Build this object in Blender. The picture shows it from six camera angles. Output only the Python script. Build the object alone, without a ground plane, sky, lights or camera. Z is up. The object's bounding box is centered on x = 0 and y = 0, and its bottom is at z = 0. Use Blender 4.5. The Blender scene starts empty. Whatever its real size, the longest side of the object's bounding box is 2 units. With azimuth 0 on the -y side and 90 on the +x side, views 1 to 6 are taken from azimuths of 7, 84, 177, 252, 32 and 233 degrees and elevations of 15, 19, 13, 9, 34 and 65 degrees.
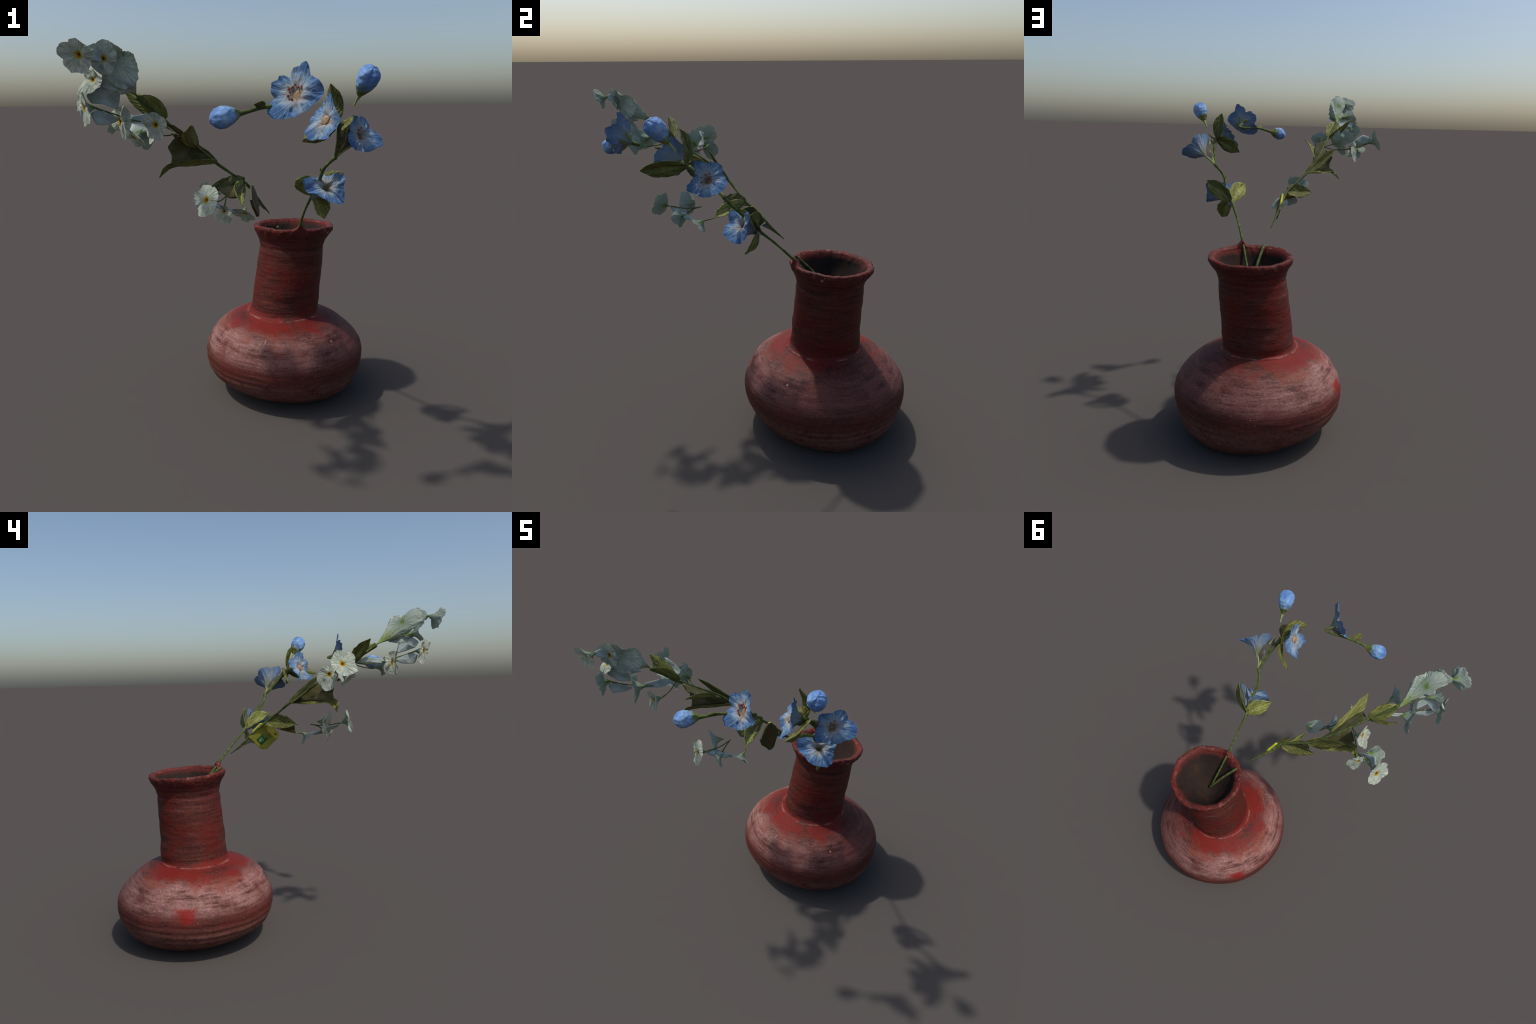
# A clay vase holding two artificial flower branches (blue and white).
import bpy, math, random
import numpy as np
from mathutils import Vector, Matrix, noise

random.seed(7)
V = Vector
SCENE = bpy.context.scene

# ------------------------------------------------------------------ helpers
def link(ob, parent=None):
    SCENE.collection.objects.link(ob)
    if parent is not None:
        ob.parent = parent
        ob.matrix_parent_inverse = parent.matrix_world.inverted()
    return ob

def empty(name, loc, label, category):
    ob = bpy.data.objects.new(name, None)
    ob.empty_display_size = 0.05
    ob.location = loc
    SCENE.collection.objects.link(ob)
    bpy.context.view_layer.update()
    ob["label"] = label
    ob["category"] = category
    return ob

def mesh_object(name, verts, faces, mats, parent, matrix=None, slots=None, normals=None, smooth=True):
    """verts in the object's local space; matrix places the object in the world."""
    me = bpy.data.meshes.new(name)
    me.from_pydata([tuple(v) for v in verts], [], faces)
    for m in mats:
        me.materials.append(m)
    if slots is not None:
        me.polygons.foreach_set("material_index", slots)
    me.polygons.foreach_set("use_smooth", [smooth] * len(faces))
    me.update()
    if normals is not None:
        me.normals_split_custom_set_from_vertices([tuple(n) for n in normals])
    ob = bpy.data.objects.new(name, me)
    SCENE.collection.objects.link(ob)
    world = matrix if matrix is not None else Matrix.Identity(4)
    if parent is not None:
        ob.parent = parent
        ob.matrix_parent_inverse = parent.matrix_world.inverted()
    ob.matrix_basis = world
    bpy.context.view_layer.update()
    return ob

def catmull(points, n):
    """Open Catmull-Rom spline through points, n samples per span."""
    P = np.array([points[0]] + list(points) + [points[-1]], float)
    out = []
    for k in range(1, len(P) - 2):
        for t in np.arange(n) / n:
            a, b, c, d = P[k - 1:k + 3]
            out.append(0.5 * (2 * b + (c - a) * t + (2 * a - 5 * b + 4 * c - d) * t ** 2 + (3 * b - a - 3 * c + d) * t ** 3))
    out.append(P[-2])
    return np.array(out)

def ring_spline(values, n):
    """Periodic Catmull-Rom interpolation of values to n samples."""
    v = np.asarray(values, float)
    k = len(v)
    x = np.arange(n) / n * k
    i = np.floor(x).astype(int)
    t = x - i
    a, b, c, d = (v[(i + o) % k] for o in (-1, 0, 1, 2))
    return 0.5 * (2 * b + (c - a) * t + (2 * a - 5 * b + 4 * c - d) * t ** 2 + (3 * b - a - 3 * c + d) * t ** 3)

def unit(v):
    v = np.asarray(v, float)
    return v / max(1e-9, np.linalg.norm(v))

def frame(n):
    n = unit(n)
    x = unit(np.cross((0, 0, 1.0), n))
    return x, np.cross(n, x), n

def place(origin, x, y, z, scale=1.0):
    m = Matrix.Identity(4)
    for c, a in enumerate((x, y, z)):
        for r in range(3):
            m[r][c] = a[r] * scale
    for r in range(3):
        m[r][3] = origin[r]
    return m

def fbm(p, octaves=3):
    return noise.fractal(V(p), 1.0, 2.0, octaves)

# ------------------------------------------------------------------ materials
class Nodes:
    """Small wrapper for writing node graphs."""
    def __init__(self, name, rough=0.7, spec=0.3):
        self.mat = bpy.data.materials.new(name)
        self.mat.use_nodes = True
        self.t = self.mat.node_tree
        self.t.nodes.clear()
        self.out = self.n("ShaderNodeOutputMaterial")
        self.bsdf = self.n("ShaderNodeBsdfPrincipled")
        self.bsdf.inputs["Roughness"].default_value = rough
        self.bsdf.inputs["Specular IOR Level"].default_value = spec
        self.t.links.new(self.bsdf.outputs[0], self.out.inputs[0])
        self.co = self.n("ShaderNodeTexCoord").outputs["Object"]
    def n(self, kind, **kw):
        nd = self.t.nodes.new(kind)
        for k, v in kw.items():
            setattr(nd, k, v)
        return nd
    def put(self, sock, val):
        if isinstance(val, bpy.types.NodeSocket):
            self.t.links.new(val, sock)
        elif isinstance(val, (tuple, list)) and sock.type == "RGBA":
            sock.default_value = (*val[:3], 1)
        else:
            sock.default_value = val
    def math(self, op, a, b=0.0, c=0.0, clamp=False):
        nd = self.n("ShaderNodeMath", operation=op, use_clamp=clamp)
        for s, v in zip(nd.inputs, (a, b, c)):
            self.put(s, v)
        return nd.outputs[0]
    def xyz(self, vec):
        nd = self.n("ShaderNodeSeparateXYZ")
        self.put(nd.inputs[0], vec)
        return nd.outputs
    def vec(self, x, y, z):
        nd = self.n("ShaderNodeCombineXYZ")
        for s, v in zip(nd.inputs, (x, y, z)):
            self.put(s, v)
        return nd.outputs[0]
    def noise(self, vec, scale=5.0, detail=4.0, rough=0.55, stretch=None):
        if stretch:
            m = self.n("ShaderNodeMapping")
            m.inputs["Scale"].default_value = stretch
            self.put(m.inputs[0], vec)
            vec = m.outputs[0]
        nd = self.n("ShaderNodeTexNoise")
        nd.inputs["Scale"].default_value = scale
        nd.inputs["Detail"].default_value = detail
        nd.inputs["Roughness"].default_value = rough
        self.put(nd.inputs["Vector"], vec)
        return nd.outputs["Fac"]
    def step(self, x, lo, hi):
        nd = self.n("ShaderNodeMapRange", interpolation_type="SMOOTHSTEP")
        self.put(nd.inputs["Value"], x)
        nd.inputs["From Min"].default_value = lo
        nd.inputs["From Max"].default_value = hi
        return nd.outputs[0]
    def band(self, x, a, b, c, d):
        return self.math("MULTIPLY", self.step(x, a, b), self.step(x, d, c))
    def mul(self, *xs):
        r = xs[0]
        for x in xs[1:]:
            r = self.math("MULTIPLY", r, x)
        return r
    def mix(self, fac, a, b, mode="MIX"):
        nd = self.n("ShaderNodeMix", data_type="RGBA", blend_type=mode)
        self.put(nd.inputs[0], fac)
        self.put(nd.inputs[6], a)
        self.put(nd.inputs[7], b)
        return nd.outputs[2]
    def ramp(self, x, stops):
        nd = self.n("ShaderNodeValToRGB")
        el = nd.color_ramp.elements
        while len(el) < len(stops):
            el.new(0.5)
        for e, (p, c) in zip(el, stops):
            e.position = p
            e.color = (*c, 1)
        self.put(nd.inputs[0], x)
        return nd.outputs[0]
    def bump(self, height, strength=0.3, dist=0.01):
        nd = self.n("ShaderNodeBump")
        nd.inputs["Strength"].default_value = strength
        nd.inputs["Distance"].default_value = dist
        self.put(nd.inputs["Height"], height)
        self.t.links.new(nd.outputs[0], self.bsdf.inputs["Normal"])
    def color(self, c):
        self.put(self.bsdf.inputs["Base Color"], c)
        self.last = c
        return self
    def translucent(self, fac):
        tr = self.n("ShaderNodeBsdfTranslucent")
        self.put(tr.inputs[0], self.last)
        mx = self.n("ShaderNodeMixShader")
        mx.inputs[0].default_value = fac
        self.t.links.new(self.bsdf.outputs[0], mx.inputs[1])
        self.t.links.new(tr.outputs[0], mx.inputs[2])
        self.t.links.new(mx.outputs[0], self.out.inputs[0])

def clay_material():
    m = Nodes("red_clay", rough=0.55, spec=0.12)
    x, y, z = m.xyz(m.co)
    azimuth = m.math("ARCTAN2", y, x)
    streak = m.noise(m.co, 5, 7, 0.68, (1, 1, 12))
    thin = m.noise(m.co, 9, 6, 0.72, (1, 1, 30))
    fine = m.noise(m.co, 75, 5, 0.72, (1, 1, 1.8))
    blot = m.noise(m.co, 4.5, 6, 0.62)
    blot2 = m.noise(m.co, 10, 6, 0.62, (1, 1, 1.6))
    k = m.math("ADD", m.math("MULTIPLY", streak, 0.55), m.math("MULTIPLY", fine, 0.45))
    c = m.ramp(k, [(0.36, (0.023, 0.0105, 0.009)), (0.46, (0.062, 0.018, 0.0145)), (0.56, (0.100, 0.025, 0.0195)), (0.68, (0.150, 0.058, 0.046))])
    c = m.mix(m.math("MULTIPLY", m.step(blot, 0.44, 0.62), 0.6), c, (0.105, 0.013, 0.0095))
    # weight towards the -x side, where pink and red show strongest
    side = m.math("MULTIPLY_ADD", m.math("COSINE", m.math("SUBTRACT", azimuth, 3.25)), 0.5, 0.5)
    # grey-brown bloom on the lower belly, run down in drips
    drip = m.noise(m.vec(m.math("MULTIPLY", azimuth, 3.0), m.math("MULTIPLY", z, 5.0), 3.0), 6, 6, 0.7)
    bloom = m.mul(m.step(z, 0.26, 0.16), m.step(m.math("ADD", m.math("MULTIPLY", drip, 0.6), m.math("MULTIPLY", blot2, 0.4)), 0.36, 0.56))
    c = m.mix(m.math("MULTIPLY", bloom, 0.8), c, (0.165, 0.074, 0.058))
    # orange-brown worn streaks
    orange = m.mul(m.step(m.noise(m.co, 8, 6, 0.72, (1, 1, 8)), 0.52, 0.66), m.band(z, 0.12, 0.22, 0.8, 0.95))
    c = m.mix(m.math("MULTIPLY", orange, 0.5), c, (0.165, 0.045, 0.019))
    # pale greyed-pink band on the upper belly
    dk = m.math("ADD", m.math("MULTIPLY", blot2, 0.5), m.math("MULTIPLY", streak, 0.5))
    pink_band = m.mul(m.band(z, 0.27, 0.345, 0.43, 0.485), m.step(dk, 0.36, 0.58), m.math("MULTIPLY_ADD", side, 0.85, 0.15))
    c = m.mix(m.math("MULTIPLY", pink_band, 0.9), c, m.ramp(fine, [(0.3, (0.24, 0.108, 0.092)), (0.7, (0.40, 0.225, 0.20))]))
    # dull haze that bridges the two
    haze = m.mul(m.band(z, 0.20, 0.33, 0.40, 0.50), m.step(blot, 0.36, 0.60))
    c = m.mix(m.math("MULTIPLY", haze, 0.28), c, (0.17, 0.070, 0.060))
    # strong red slip left round the foot of the neck, with orange fringes
    rk = m.math("ADD", m.math("ADD", blot, m.math("MULTIPLY", m.math("SUBTRACT", fine, 0.5), 0.35)), m.math("MULTIPLY", side, 0.16))
    zr = m.math("ADD", z, m.math("MULTIPLY", m.math("SUBTRACT", blot2, 0.5), 0.16))
    fringe = m.mul(m.band(zr, 0.405, 0.43, 0.445, 0.475), m.step(rk, 0.56, 0.68))
    c = m.mix(m.math("MULTIPLY", fringe, 0.6), c, (0.175, 0.034, 0.015))
    red = m.mul(m.band(zr, 0.44, 0.478, 0.51, 0.56), m.step(rk, 0.50, 0.66))
    c = m.mix(m.math("MULTIPLY", red, 0.9), c, (0.160, 0.013, 0.0085))
    # pale bead where the neck was luted on
    bead = m.mul(m.band(z, 0.5005, 0.503, 0.506, 0.509), m.step(blot2, 0.45, 0.6))
    c = m.mix(m.math("MULTIPLY", bead, 0.6), c, (0.30, 0.13, 0.11))
    # red splash on the belly
    da = m.math("ABSOLUTE", m.math("SUBTRACT", azimuth, 2.83))
    wob = m.math("MULTIPLY", m.math("SUBTRACT", m.noise(m.co, 18, 6, 0.7), 0.5), 0.34)
    taper = m.math("MULTIPLY", m.math("SUBTRACT", 0.35, z), 0.75)
    zs = m.math("ADD", z, m.math("MULTIPLY", wob, 0.12))
    splash = m.mul(m.step(m.math("ADD", m.math("ADD", da, taper), wob), 0.17, 0.09), m.band(zs, 0.255, 0.278, 0.332, 0.356))
    c = m.mix(m.math("MULTIPLY", splash, 0.85), c, m.mix(m.step(fine, 0.35, 0.6), (0.20, 0.016, 0.012), (0.245, 0.010, 0.009)))
    # redder neck
    neckred = m.mul(m.band(z, 0.5, 0.56, 0.92, 0.98), m.step(m.math("ADD", m.math("MULTIPLY", blot, 0.7), m.math("MULTIPLY", fine, 0.3)), 0.48, 0.60))
    c = m.mix(m.math("MULTIPLY", neckred, 0.6), c, (0.115, 0.012, 0.008))
    # dark scuffs in thin level lines
    c = m.mix(m.math("MULTIPLY", m.step(thin, 0.585, 0.70), 0.5), c, (0.022, 0.012, 0.010))
    # worn pale edge of the mouth
    worn = m.mul(m.step(z, 1.02, 1.045), m.step(m.noise(m.co, 34, 5, 0.7), 0.52, 0.68))
    c = m.mix(m.math("MULTIPLY", worn, 0.6), c, (0.30, 0.125, 0.10))
    lip = m.mul(m.step(z, 1.015, 1.03), m.step(blot2, 0.42, 0.58))
    c = m.mix(m.math("MULTIPLY", lip, 0.4), c, (0.15, 0.018, 0.013))
    # lime specks
    vo = m.n("ShaderNodeTexVoronoi")
    vo.inputs["Scale"].default_value = 30
    m.put(vo.inputs["Vector"], m.co)
    speck = m.mul(m.step(vo.outputs["Distance"], 0.13, 0.07), m.step(m.noise(m.co, 9.0, 2), 0.60, 0.66))
    c = m.mix(m.math("MULTIPLY", speck, 0.6), c, (0.38, 0.27, 0.24))
    # chipped pale spots and the lifted crack on the front
    for px, py, pz, pr in ((0.258, -0.086, 1.024, 0.011), (-0.415, -0.254, 0.194, 0.012), (-0.178, 0.066, 1.018, 0.008), (-0.066, 0.371, 0.434, 0.008), (-0.07, 0.455, 0.348, 0.007), (0.292, -0.276, 0.41, 0.010)):
        d = m.n("ShaderNodeVectorMath", operation="DISTANCE")
        m.put(d.inputs[0], m.co)
        d.inputs[1].default_value = (px, py, pz)
        chip = m.step(m.math("ADD", d.outputs["Value"], m.math("MULTIPLY", m.math("SUBTRACT", fine, 0.5), 0.012)), pr, pr * 0.6)
        c = m.mix(m.math("MULTIPLY", chip, 0.8), c, (0.36, 0.27, 0.23))
    bend = m.math("MULTIPLY", m.math("SINE", m.math("MULTIPLY", z, 90.0)), 0.021)
    ca = m.math("ABSOLUTE", m.math("SUBTRACT", m.math("SUBTRACT", azimuth, -1.800), bend))
    crack = m.mul(m.step(ca, 0.016, 0.006), m.band(z, 0.392, 0.402, 0.44, 0.448))
    c = m.mix(m.math("MULTIPLY", crack, 0.75), c, (0.34, 0.20, 0.17))
    grain = m.math("MULTIPLY_ADD", m.math("SUBTRACT", fine, 0.5), 0.9, 1.0)
    c = m.mix(1.0, c, m.vec(grain, grain, grain), "MULTIPLY")
    m.color(c)
    m.bump(m.math("ADD", m.math("MULTIPLY", fine, 0.6), m.math("ADD", m.math("MULTIPLY", streak, 0.5), m.math("MULTIPLY", thin, 0.5))), 0.5, 0.006)
    return m.mat

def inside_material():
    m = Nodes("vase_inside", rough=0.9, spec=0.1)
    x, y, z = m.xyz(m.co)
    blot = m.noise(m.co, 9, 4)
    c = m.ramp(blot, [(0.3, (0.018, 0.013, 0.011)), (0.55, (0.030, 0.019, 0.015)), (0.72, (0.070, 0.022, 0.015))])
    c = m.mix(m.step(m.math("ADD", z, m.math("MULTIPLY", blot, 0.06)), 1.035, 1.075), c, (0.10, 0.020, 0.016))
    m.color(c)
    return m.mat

def petal_coords(m):
    """radius (1 = rim) and angle in the flower's own frame"""
    x, y, z = m.xyz(m.co)
    rho = m.math("SQRT", m.math("ADD", m.math("MULTIPLY", x, x), m.math("MULTIPLY", y, y)))
    ux, uy = m.math("DIVIDE", x, m.math("MAXIMUM", rho, 1e-3)), m.math("DIVIDE", y, m.math("MAXIMUM", rho, 1e-3))
    at = m.xyz(m.n("ShaderNodeObjectInfo").outputs["Location"])   # shared by all petals of one flower
    shift = m.math("MULTIPLY", m.math("ADD", at[0], at[1]), 31.0)
    rays = m.noise(m.vec(m.math("MULTIPLY", ux, 3.2), m.math("MULTIPLY", uy, 3.2), m.math("MULTIPLY_ADD", rho, 0.55, shift)), 2.6, 5, 0.65)
    blot = m.noise(m.vec(x, y, m.math("ADD", z, shift)), 1.9, 3)
    return rho, rays, blot, z

def blue_front():
    m = Nodes("blue_petal", rough=0.75, spec=0.15)
    rho, rays, blot, z = petal_coords(m)
    k = m.math("ADD", rho, m.math("MULTIPLY", m.math("SUBTRACT", rays, 0.5), 1.35))
    k = m.math("ADD", k, m.math("MULTIPLY", m.math("SUBTRACT", blot, 0.5), 1.0))
    c = m.ramp(k, [(0.10, (0.33, 0.27, 0.20)), (0.28, (0.46, 0.44, 0.42)), (0.46, (0.38, 0.46, 0.53)), (0.66, (0.245, 0.365, 0.52)), (0.85, (0.150, 0.270, 0.455)), (1.0, (0.095, 0.195, 0.39))])
    throat = m.step(m.math("ADD", rho, m.math("MULTIPLY", m.math("SUBTRACT", blot, 0.5), 0.2)), 0.26, 0.12)
    c = m.mix(m.math("MULTIPLY", throat, 0.8), c, m.mix(m.step(rays, 0.42, 0.58), (0.17, 0.15, 0.07), (0.34, 0.21, 0.13)))
    m.color(c)
    m.bump(rays, 0.5, 0.12)
    m.translucent(0.16)
    return m.mat

def blue_back():
    m = Nodes("blue_petal_back", rough=0.8, spec=0.1)
    rho, rays, blot, z = petal_coords(m)
    k = m.math("ADD", rho, m.math("MULTIPLY", m.math("SUBTRACT", rays, 0.5), 0.8))
    c = m.ramp(k, [(0.12, (0.22, 0.25, 0.14)), (0.30, (0.31, 0.36, 0.42)), (0.6, (0.24, 0.315, 0.43)), (0.95, (0.155, 0.245, 0.40))])
    m.color(c)
    m.bump(rays, 0.5, 0.12)
    m.translucent(0.16)
    return m.mat

def white_front(name="white_petal", eyed=True):
    m = Nodes(name, rough=0.8, spec=0.12)
    rho, rays, blot, z = petal_coords(m)
    tint = m.math("ADD", m.math("MULTIPLY", rays, 0.6), m.math("MULTIPLY", blot, 0.4))
    body = m.ramp(tint, [(0.34, (0.33, 0.405, 0.335)), (0.5, (0.54, 0.60, 0.49)), (0.64, (0.79, 0.80, 0.675))])
    k = m.math("ADD", rho, m.math("MULTIPLY", m.math("SUBTRACT", blot, 0.5), 0.12))
    eye = m.ramp(k, [(0.055, (0.12, 0.022, 0.010)), (0.11, (0.42, 0.20, 0.015)), (0.20, (0.56, 0.42, 0.04)), (0.30, (0.52, 0.53, 0.30))])
    c = m.mix(m.step(k, 0.20, 0.36), eye, body) if eyed else body
    m.color(c)
    m.bump(rays, 0.5, 0.12)
    m.translucent(0.22)
    return m.mat

def white_back():
    m = Nodes("white_petal_back", rough=0.8, spec=0.1)
    rho, rays, blot, z = petal_coords(m)
    k = m.math("ADD", rho, m.math("MULTIPLY", m.math("SUBTRACT", rays, 0.5), 0.7))
    c = m.ramp(k, [(0.08, (0.16, 0.24, 0.06)), (0.22, (0.31, 0.40, 0.26)), (0.42, (0.34, 0.42, 0.345)), (0.8, (0.44, 0.51, 0.43))])
    tubec = m.step(m.math("ADD", z, m.math("MULTIPLY", m.math("SUBTRACT", rays, 0.5), 0.5)), -0.55, -1.1)
    c = m.mix(m.math("MULTIPLY", tubec, 0.85), c, (0.27, 0.37, 0.07))
    m.color(c)
    m.bump(rays, 0.5, 0.12)
    m.translucent(0.22)
    return m.mat

def leaf_material(name, dark, mid, light):
    """leaf frame: x across (-1..1), y along (0..1)"""
    m = Nodes(name, rough=0.65, spec=0.25)
    x, y, z = m.xyz(m.co)
    ax = m.math("ABSOLUTE", x)
    vein = m.math("SINE", m.math("MULTIPLY", m.math("SUBTRACT", y, m.math("MULTIPLY", ax, 0.35)), 46))
    blot = m.noise(m.co, 3.2, 4, 0.6)
    k = m.math("ADD", blot, m.math("MULTIPLY", vein, 0.012))
    c = m.ramp(k, [(0.30, dark), (0.50, mid), (0.70, light)])
    rib = m.step(ax, 0.07, 0.02)
    c = m.mix(m.math("MULTIPLY", rib, 0.5), c, light)
    info = m.n("ShaderNodeObjectInfo")
    f = m.math("MULTIPLY_ADD", info.outputs["Random"], 0.45, 0.8)
    c = m.mix(1.0, c, m.vec(f, f, f), "MULTIPLY")
    m.color(c)
    m.bump(m.math("ADD", m.math("MULTIPLY", vein, 0.10), blot), 0.3, 0.05)
    m.translucent(0.12)
    return m.mat

def mottled(name, stops, scale=25, rough=0.75, stretch=None, bump=0.25):
    m = Nodes(name, rough=rough, spec=0.2)
    f = m.noise(m.co, scale, 4, 0.6, stretch)
    m.color(m.ramp(f, stops))
    m.bump(f, bump, 0.004)
    return m.mat

CLAY, INSIDE = clay_material(), inside_material()
BLUE_F, BLUE_B, WHITE_F, WHITE_B = blue_front(), blue_back(), white_front(), white_back()
WHITE_PLAIN = white_front("white_petal_plain", False)
LEAF = leaf_material("olive_leaf", (0.050, 0.058, 0.012), (0.120, 0.125, 0.028), (0.235, 0.235, 0.070))
LEAF_FRESH = leaf_material("yellow_green_leaf", (0.10, 0.12, 0.02), (0.20, 0.21, 0.05), (0.32, 0.32, 0.12))
STEM = mottled("green_stem", [(0.3, (0.035, 0.050, 0.014)), (0.55, (0.085, 0.110, 0.030)), (0.75, (0.18, 0.20, 0.075))], 40)
STEM_PALE = mottled("pale_stem", [(0.3, (0.20, 0.23, 0.08)), (0.7, (0.36, 0.38, 0.18))], 40)
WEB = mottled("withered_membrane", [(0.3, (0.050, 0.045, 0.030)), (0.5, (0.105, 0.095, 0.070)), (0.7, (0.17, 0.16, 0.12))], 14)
WEB_OLIVE = mottled("olive_membrane", [(0.3, (0.045, 0.048, 0.012)), (0.5, (0.095, 0.088, 0.035)), (0.7, (0.17, 0.15, 0.085))], 12)
WEB_PALE = mottled("pale_membrane", [(0.3, (0.21, 0.25, 0.23)), (0.55, (0.36, 0.42, 0.39)), (0.75, (0.50, 0.54, 0.49))], 14)
CALYX = mottled("calyx_green", [(0.3, (0.07, 0.085, 0.015)), (0.6, (0.16, 0.18, 0.04)), (0.8, (0.30, 0.32, 0.09))], 30)
ANTHER = mottled("red_anther", [(0.3, (0.20, 0.03, 0.02)), (0.7, (0.36, 0.10, 0.06))], 60)
PISTIL = mottled("tan_pistil", [(0.35, (0.16, 0.14, 0.07)), (0.5, (0.30, 0.20, 0.12)), (0.65, (0.44, 0.25, 0.15))], 50)
TAG = mottled("yellow_tag", [(0.3, (0.33, 0.34, 0.025)), (0.6, (0.48, 0.48, 0.03)), (0.8, (0.58, 0.58, 0.05))], 9, 0.4, None, 0.05)
TAG_GREEN = mottled("green_print", [(0.3, (0.010, 0.075, 0.025)), (0.7, (0.016, 0.11, 0.04))], 9, 0.5, None, 0.05)
TAG_PALE = mottled("pale_print", [(0.3, (0.34, 0.42, 0.12)), (0.7, (0.42, 0.50, 0.18))], 9, 0.5, None, 0.05)
TAG_INK = mottled("dark_print", [(0.3, (0.075, 0.080, 0.012)), (0.7, (0.10, 0.105, 0.015))], 9, 0.6, None, 0.05)
TAG_FACE = mottled("tag_face", [(0.3, (0.19, 0.185, 0.030)), (0.6, (0.27, 0.26, 0.038)), (0.8, (0.34, 0.33, 0.055))], 9, 0.4, None, 0.05)  # front face: tag yellow darkened to bake in its shade; lit fold keeps TAG
TAG_REAR = mottled("tag_rear", [(0.3, (0.035, 0.034, 0.008)), (0.7, (0.060, 0.055, 0.012))], 9, 0.5, None, 0.05)  # rear and lower edges: near-black olive, shadow of the unlit side painted in
TAG_RED = mottled("red_print", [(0.3, (0.10, 0.025, 0.008)), (0.7, (0.14, 0.045, 0.012))], 9, 0.6, None, 0.05)

def bud_material():
    m = Nodes("blue_bud", rough=0.7, spec=0.2)
    x, y, z = m.xyz(m.co)
    blot = m.noise(m.co, 2.4, 3, 0.5)
    k = m.math("ADD", z, m.math("MULTIPLY", m.math("SUBTRACT", blot, 0.5), 0.9))
    blue = m.ramp(m.noise(m.co, 1.7, 4), [(0.36, (0.10, 0.20, 0.44)), (0.52, (0.18, 0.325, 0.57)), (0.66, (0.42, 0.55, 0.72))])
    green = m.ramp(blot, [(0.35, (0.075, 0.095, 0.02)), (0.65, (0.25, 0.27, 0.07))])
    m.color(m.mix(m.step(k, 0.20, 0.46), green, blue))
    m.bump(m.noise(m.co, 1.6, 2), 0.35, 0.3)
    return m.mat
BUD = bud_material()

# ------------------------------------------------------------------ vase
VASE = empty("clay_vase", (0.155, 0.427, 0), "round-bellied dark red clay vase with a tall straight neck", "vase")

PROFILE = [  # height, outer radius
    (0.000, 0.300), (0.010, 0.335), (0.031, 0.376), (0.082, 0.434), (0.154, 0.477), (0.226, 0.495), (0.298, 0.487),
    (0.370, 0.445), (0.432, 0.381), (0.466, 0.318), (0.488, 0.258), (0.500, 0.228), (0.515, 0.213), (0.545, 0.2085), (0.617, 0.205),
    (0.720, 0.202), (0.823, 0.1995), (0.900, 0.1975), (0.935, 0.1985), (0.965, 0.205), (0.992, 0.220), (1.016, 0.234), (1.030, 0.240)]
MOUTH = [(1.041, 0.2415), (1.049, 0.239), (1.053, 0.230), (1.050, 0.216), (1.041, 0.204)]
WELL = [(1.018, 0.188), (0.990, 0.174), (0.955, 0.153), (0.92, 0.126), (0.885, 0.094), (0.855, 0.062), (0.835, 0.034), (0.828, 0.0)]

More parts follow.
